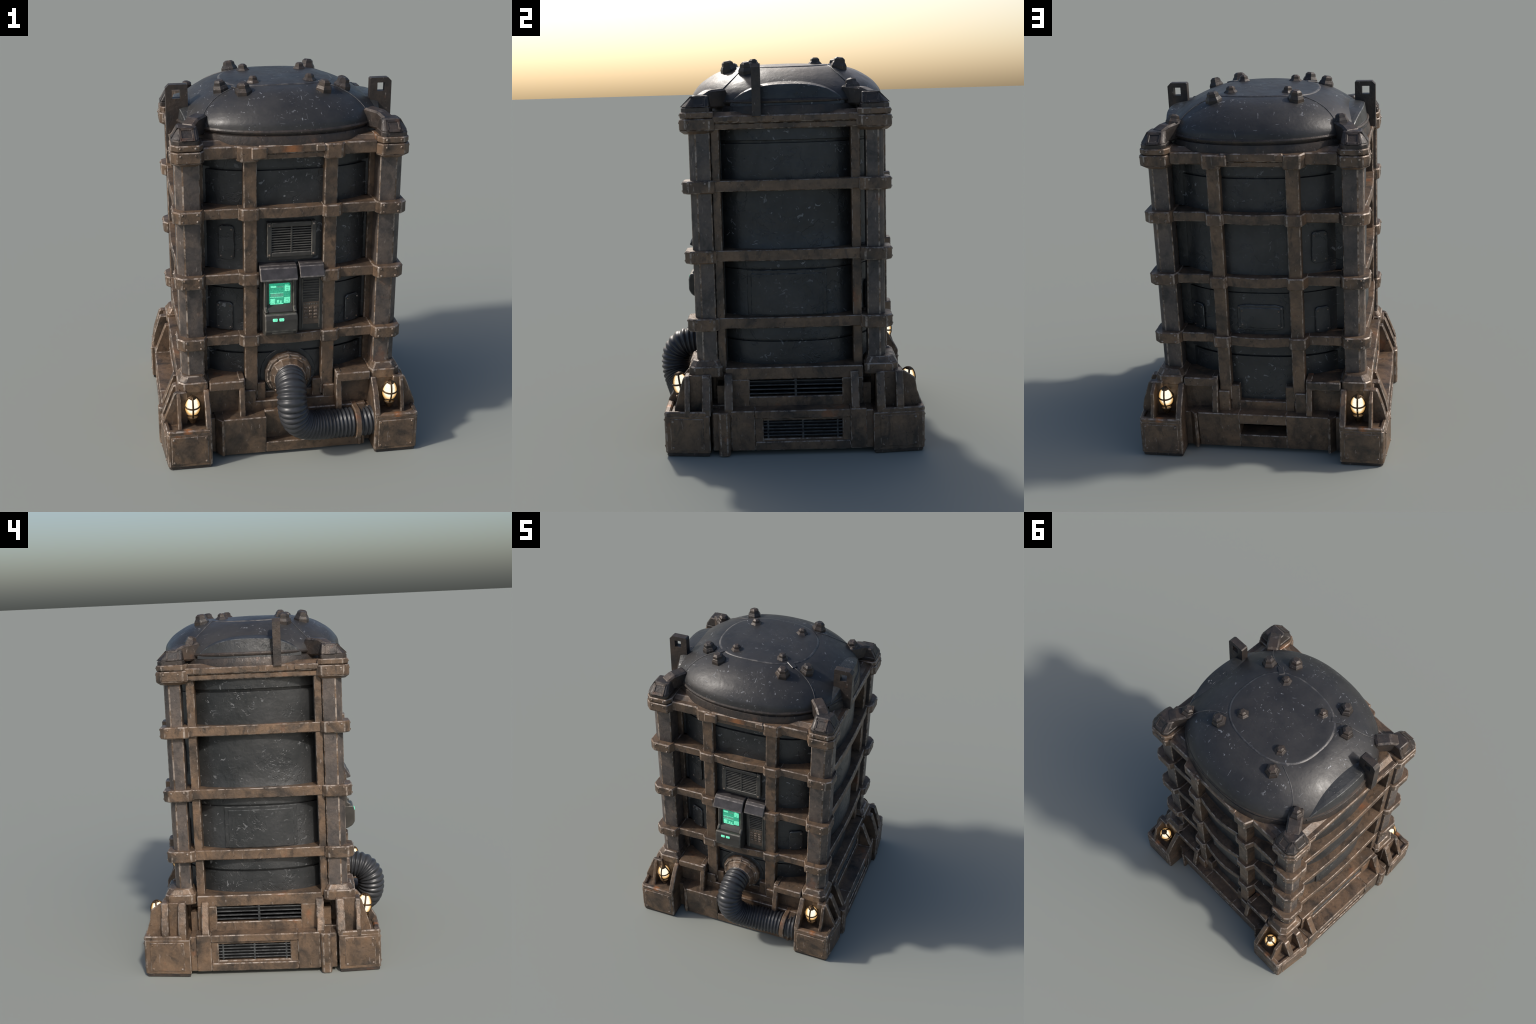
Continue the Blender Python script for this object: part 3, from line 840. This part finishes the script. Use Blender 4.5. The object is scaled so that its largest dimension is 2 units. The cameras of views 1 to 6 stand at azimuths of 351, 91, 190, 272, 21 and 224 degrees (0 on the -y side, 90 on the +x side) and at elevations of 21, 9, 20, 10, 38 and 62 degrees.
# resample evenly
lens = [0]
for a, b in zip(path, path[1:]):
    lens.append(lens[-1] + (b - a).length)
NS = 420
pts = []
j = 0
for k in range(NS + 1):
    s = lens[-1] * k / NS
    while j < len(lens) - 2 and lens[j + 1] < s:
        j += 1
    pts.append(path[j].lerp(path[j + 1], (s - lens[j]) / max(1e-9, lens[j + 1] - lens[j])))
RIBS = 34
bm = bmesh.new()
up = Vector((1, 0, 0))
prev = None
M = 40
for k, p in enumerate(pts):
    tg = (pts[min(k + 1, NS)] - pts[max(k - 1, 0)]).normalized()
    up = (up - tg * up.dot(tg)).normalized()
    rt = tg.cross(up)
    ph = k / NS * RIBS
    w = 0.5 - 0.5 * math.cos(2 * math.pi * ph)
    r = 0.0725 + 0.0085 * w ** 0.7
    cur = [bm.verts.new(p + (up * math.cos(2 * math.pi * i / M) + rt * math.sin(2 * math.pi * i / M)) * r) for i in range(M)]
    if prev:
        for i in range(M):
            bm.faces.new((prev[i], prev[(i + 1) % M], cur[(i + 1) % M], cur[i]))
    prev = cur
hose = finish("corrugated_hose", bm, (M_HOSE,), bevel=0, smooth=True)

def ring_y(name, cx, cz, prof, mats, parent, n=12, bevel=0.003):
    """Turned ring about a y-axis through (cx, cz); prof = (radius, y) closed outline."""
    bm = bmesh.new()
    rows = []
    for i in range(n):
        a = 2 * math.pi * (i + 0.5) / n
        rows.append([bm.verts.new((cx + r * math.cos(a), y, cz + r * math.sin(a))) for r, y in prof])
    m = len(prof)
    for i in range(n):
        A, B = rows[i], rows[(i + 1) % n]
        for q in range(m):
            bm.faces.new((A[q], A[(q + 1) % m], B[(q + 1) % m], B[q]))
    return finish(name, bm, mats, parent, bevel, 20)

ring_y("hose_backplate", -0.004, 0.43, [(0.02, -0.36), (0.150, -0.36), (0.150, -0.418), (0.02, -0.418)], TK, hose, 24, 0.003)
ring_y("hose_flange", -0.004, 0.427, [(0.055, -0.38), (0.130, -0.38), (0.130, -0.436), (0.118, -0.446), (0.102, -0.448), (0.098, -0.464), (0.086, -0.492), (0.055, -0.492)], FR, hose, 14, 0.003)
for k in range(10):
    a = 2 * math.pi * k / 10 + 0.3
    place("rivet", RIVET, (-0.004 + 0.112 * math.cos(a), -0.446, 0.427 + 0.112 * math.sin(a)), (0, -1, 0), hose, 0, 1.3)

# saddle clamp that ties the hose down before it enters the foot
bm = bmesh.new()
cy, cz = -0.538, 0.158
arc = [(cy + 0.045, 0.020)]
arc = [(cy + 0.078, 0.245), (cy + 0.030, 0.243)] + [(cy + 0.092 * math.cos(a), cz + 0.092 * math.sin(a)) for a in [math.radians(100 + 10 * i) for i in range(17)]] + [(cy + 0.078, 0.050)]
add_prism(bm, arc, "x", 0.338, 0.368)
finish("hose_clamp", bm, FR, hose, 0.004)

# ------------------------------------------------------------------ front vent and console
vent = box("vent_housing", -0.108, 0.122, -0.43, -0.35, 1.085, 1.292, CONS, None, 0.004)
def vbox(name, x0, x1, y0, y1, z0, z1, mats=CONS, bevel=0.004):
    return box(name, x0, x1, y0, y1, z0, z1, mats, vent, bevel)
vbox("vent_frame", -0.120, -0.096, -0.447, -0.40, 1.108, 1.296)
vbox("vent_frame", 0.110, 0.134, -0.447, -0.40, 1.108, 1.296)
vbox("vent_frame", -0.0965, 0.1105, -0.446, -0.40, 1.270, 1.295)
vbox("vent_frame", -0.0965, 0.1105, -0.446, -0.40, 1.109, 1.134)
vbox("vent_back", -0.10, 0.115, -0.432, -0.41, 1.125, 1.28, (M_BLACK,), 0)
for k in range(10):
    z = 1.138 + 0.0132 * k
    bm = bmesh.new()
    add_prism(bm, [(-0.443, z), (-0.431, z + 0.004), (-0.431, z + 0.009), (-0.443, z + 0.006)], "x", -0.097, 0.111)
    finish("vent_slat", bm, CONS, vent, 0.001)
vbox("vent_divider", 0.003, 0.011, -0.4445, -0.43, 1.13, 1.275, CONS, 0.001)
for x in (-0.108, 0.122):
    for z in (1.121, 1.283):
        place("rivet", RIVET, (x, -0.447, z), (0, -1, 0), vent)

console = box("console", -0.158, 0.172, -0.425, -0.34, 0.684, 1.055, CONS, None, 0.004)
def cbox(name, x0, x1, y0, y1, z0, z1, mats=CONS, bevel=0.004):
    return box(name, x0, x1, y0, y1, z0, z1, mats, console, bevel)
def cprof(name, poly, x0, x1, mats, bevel=0.005):
    return prism(name, poly, "x", x0, x1, mats, console, bevel)
# screen unit: side cheeks, bezel, slanted ledge, lower drawer
UX0, UX1 = -0.142, 0.027
cprof("screen_cheek", [(-0.40, 0.684), (-0.40, 1.03), (-0.478, 1.005), (-0.485, 0.845), (-0.508, 0.830), (-0.40, 0.70)], UX0, UX0 + 0.018, CONS)
cprof("screen_cheek", [(-0.40, 0.684), (-0.40, 1.03), (-0.478, 1.005), (-0.485, 0.845), (-0.508, 0.830), (-0.40, 0.70)], UX1 - 0.018, UX1, CONS)
cbox("screen_bezel", UX0 + 0.016, UX1 - 0.016, -0.474, -0.40, 0.974, 1.02)
cbox("screen_bezel", UX0 + 0.016, UX0 + 0.028, -0.474, -0.40, 0.85, 0.98)
cbox("screen_bezel", UX1 - 0.028, UX1 - 0.016, -0.474, -0.40, 0.85, 0.98)
cprof("screen_sill", [(-0.40, 0.822), (-0.500, 0.822), (-0.486, 0.838), (-0.466, 0.856), (-0.40, 0.858)], UX0 + 0.0175, UX1 - 0.0175, CONS, 0.003)
cprof("drawer", [(-0.40, 0.684), (-0.480, 0.684), (-0.512, 0.702), (-0.528, 0.728), (-0.528, 0.790), (-0.520, 0.820), (-0.40, 0.824)], UX0 - 0.002, UX1 + 0.001, CONS, 0.006)
cbox("drawer_slot", UX0 + 0.035, UX1 - 0.02, -0.5225, -0.50, 0.712, 0.722, (M_CONSE,), 0.002)
# glowing display
sx0, sx1, sz0, sz1, syf = -0.113, -0.001, 0.855, 0.964, -0.470
scr = cbox("screen", sx0, sx1, syf, -0.42, sz0, sz1, (M_GRN, M_GRN), 0.006)
def tile(name, u0, u1, v0, v1, mat):
    w, h = sx1 - sx0, sz1 - sz0
    box(name, sx0 + u0 * w, sx0 + u1 * w, syf - 0.0015, syf + 0.004, sz0 + v0 * h, sz0 + v1 * h, (mat,), console, 0)
for u0, u1, v0, v1, mm in [(0.06, 0.32, 0.88, 0.96, M_GRNB), (0.72, 0.97, 0.68, 0.94, M_GRNB), (0.74, 0.90, 0.955, 0.985, M_GRNB),
                           (0.05, 0.27, 0.06, 0.30, M_GRNB), (0.70, 0.97, 0.07, 0.36, M_GRNB), (0.36, 0.46, 0.10, 0.24, M_GRNB), (0.50, 0.58, 0.06, 0.20, M_GRNB),
                           (0.06, 0.66, 0.40, 0.57, M_GRNG), (0.03, 0.66, 0.37, 0.392, M_GRNB), (0.03, 0.66, 0.58, 0.60, M_GRNB), (0.35, 0.66, 0.88, 0.95, M_GRNG),
                           (0.05, 0.66, 0.015, 0.04, M_GRNB)]:
    tile("display_block", u0, u1, v0, v1, mm)
for i, (u0, u1, v0, v1) in enumerate([(0.78, 0.92, 0.76, 0.78), (0.78, 0.92, 0.86, 0.88), (0.77, 0.93, 0.14, 0.16), (0.77, 0.93, 0.22, 0.24), (0.77, 0.93, 0.29, 0.305)]):
    w, h = sx1 - sx0, sz1 - sz0
    box("display_line", sx0 + u0 * w, sx0 + u1 * w, syf - 0.0022, syf + 0.004, sz0 + v0 * h, sz0 + v1 * h, (M_GRN,), console, 0)
for x in (-0.104, -0.070):
    box("indicator_lamp", x, x + 0.026, -0.5305, -0.52, 0.783, 0.800, (M_GRNB, M_GRNB), console, 0.003)
# hoods
hood = [(-0.38, 1.0), (-0.488, 0.994), (-0.508, 1.000), (-0.508, 1.008), (-0.476, 1.060), (-0.460, 1.070), (-0.38, 1.074)]
cprof("hood", hood, -0.163, 0.031, HOOD, 0.006)
hood2 = [(-0.38, 1.005), (-0.482, 1.000), (-0.500, 1.008), (-0.500, 1.014), (-0.470, 1.062), (-0.454, 1.072), (-0.38, 1.076)]
cprof("hood", hood2, 0.045, 0.173, HOOD, 0.006)
# key unit
cbox("key_unit", 0.046, 0.172, -0.455, -0.40, 0.686, 1.0)
cbox("key_unit_frame", 0.060, 0.068, -0.462, -0.44, 0.70, 0.99)
cbox("key_unit_frame", 0.152, 0.160, -0.462, -0.44, 0.70, 0.99)
for k in range(8):
    z = 0.868 + 0.0145 * k
    cbox("vent_slat", 0.069, 0.151, -0.461, -0.45, z, z + 0.005, CONS, 0.001)
cbox("key_panel", 0.066, 0.153, -0.4585, -0.44, 0.725, 0.852, (M_KEY, M_KEY), 0.002)
for i in range(3):
    for j in range(4):
        cbox("key", 0.074 + 0.026 * i, 0.092 + 0.026 * i, -0.463, -0.455, 0.757 + 0.0185 * j, 0.769 + 0.0185 * j, (M_KEY, M_EDGE), 0.002)
for i in range(6):
    cbox("label_tick", 0.072 + 0.013 * i, 0.079 + 0.013 * i, -0.4605, -0.455, 0.838, 0.846, (M_CONSE,), 0)
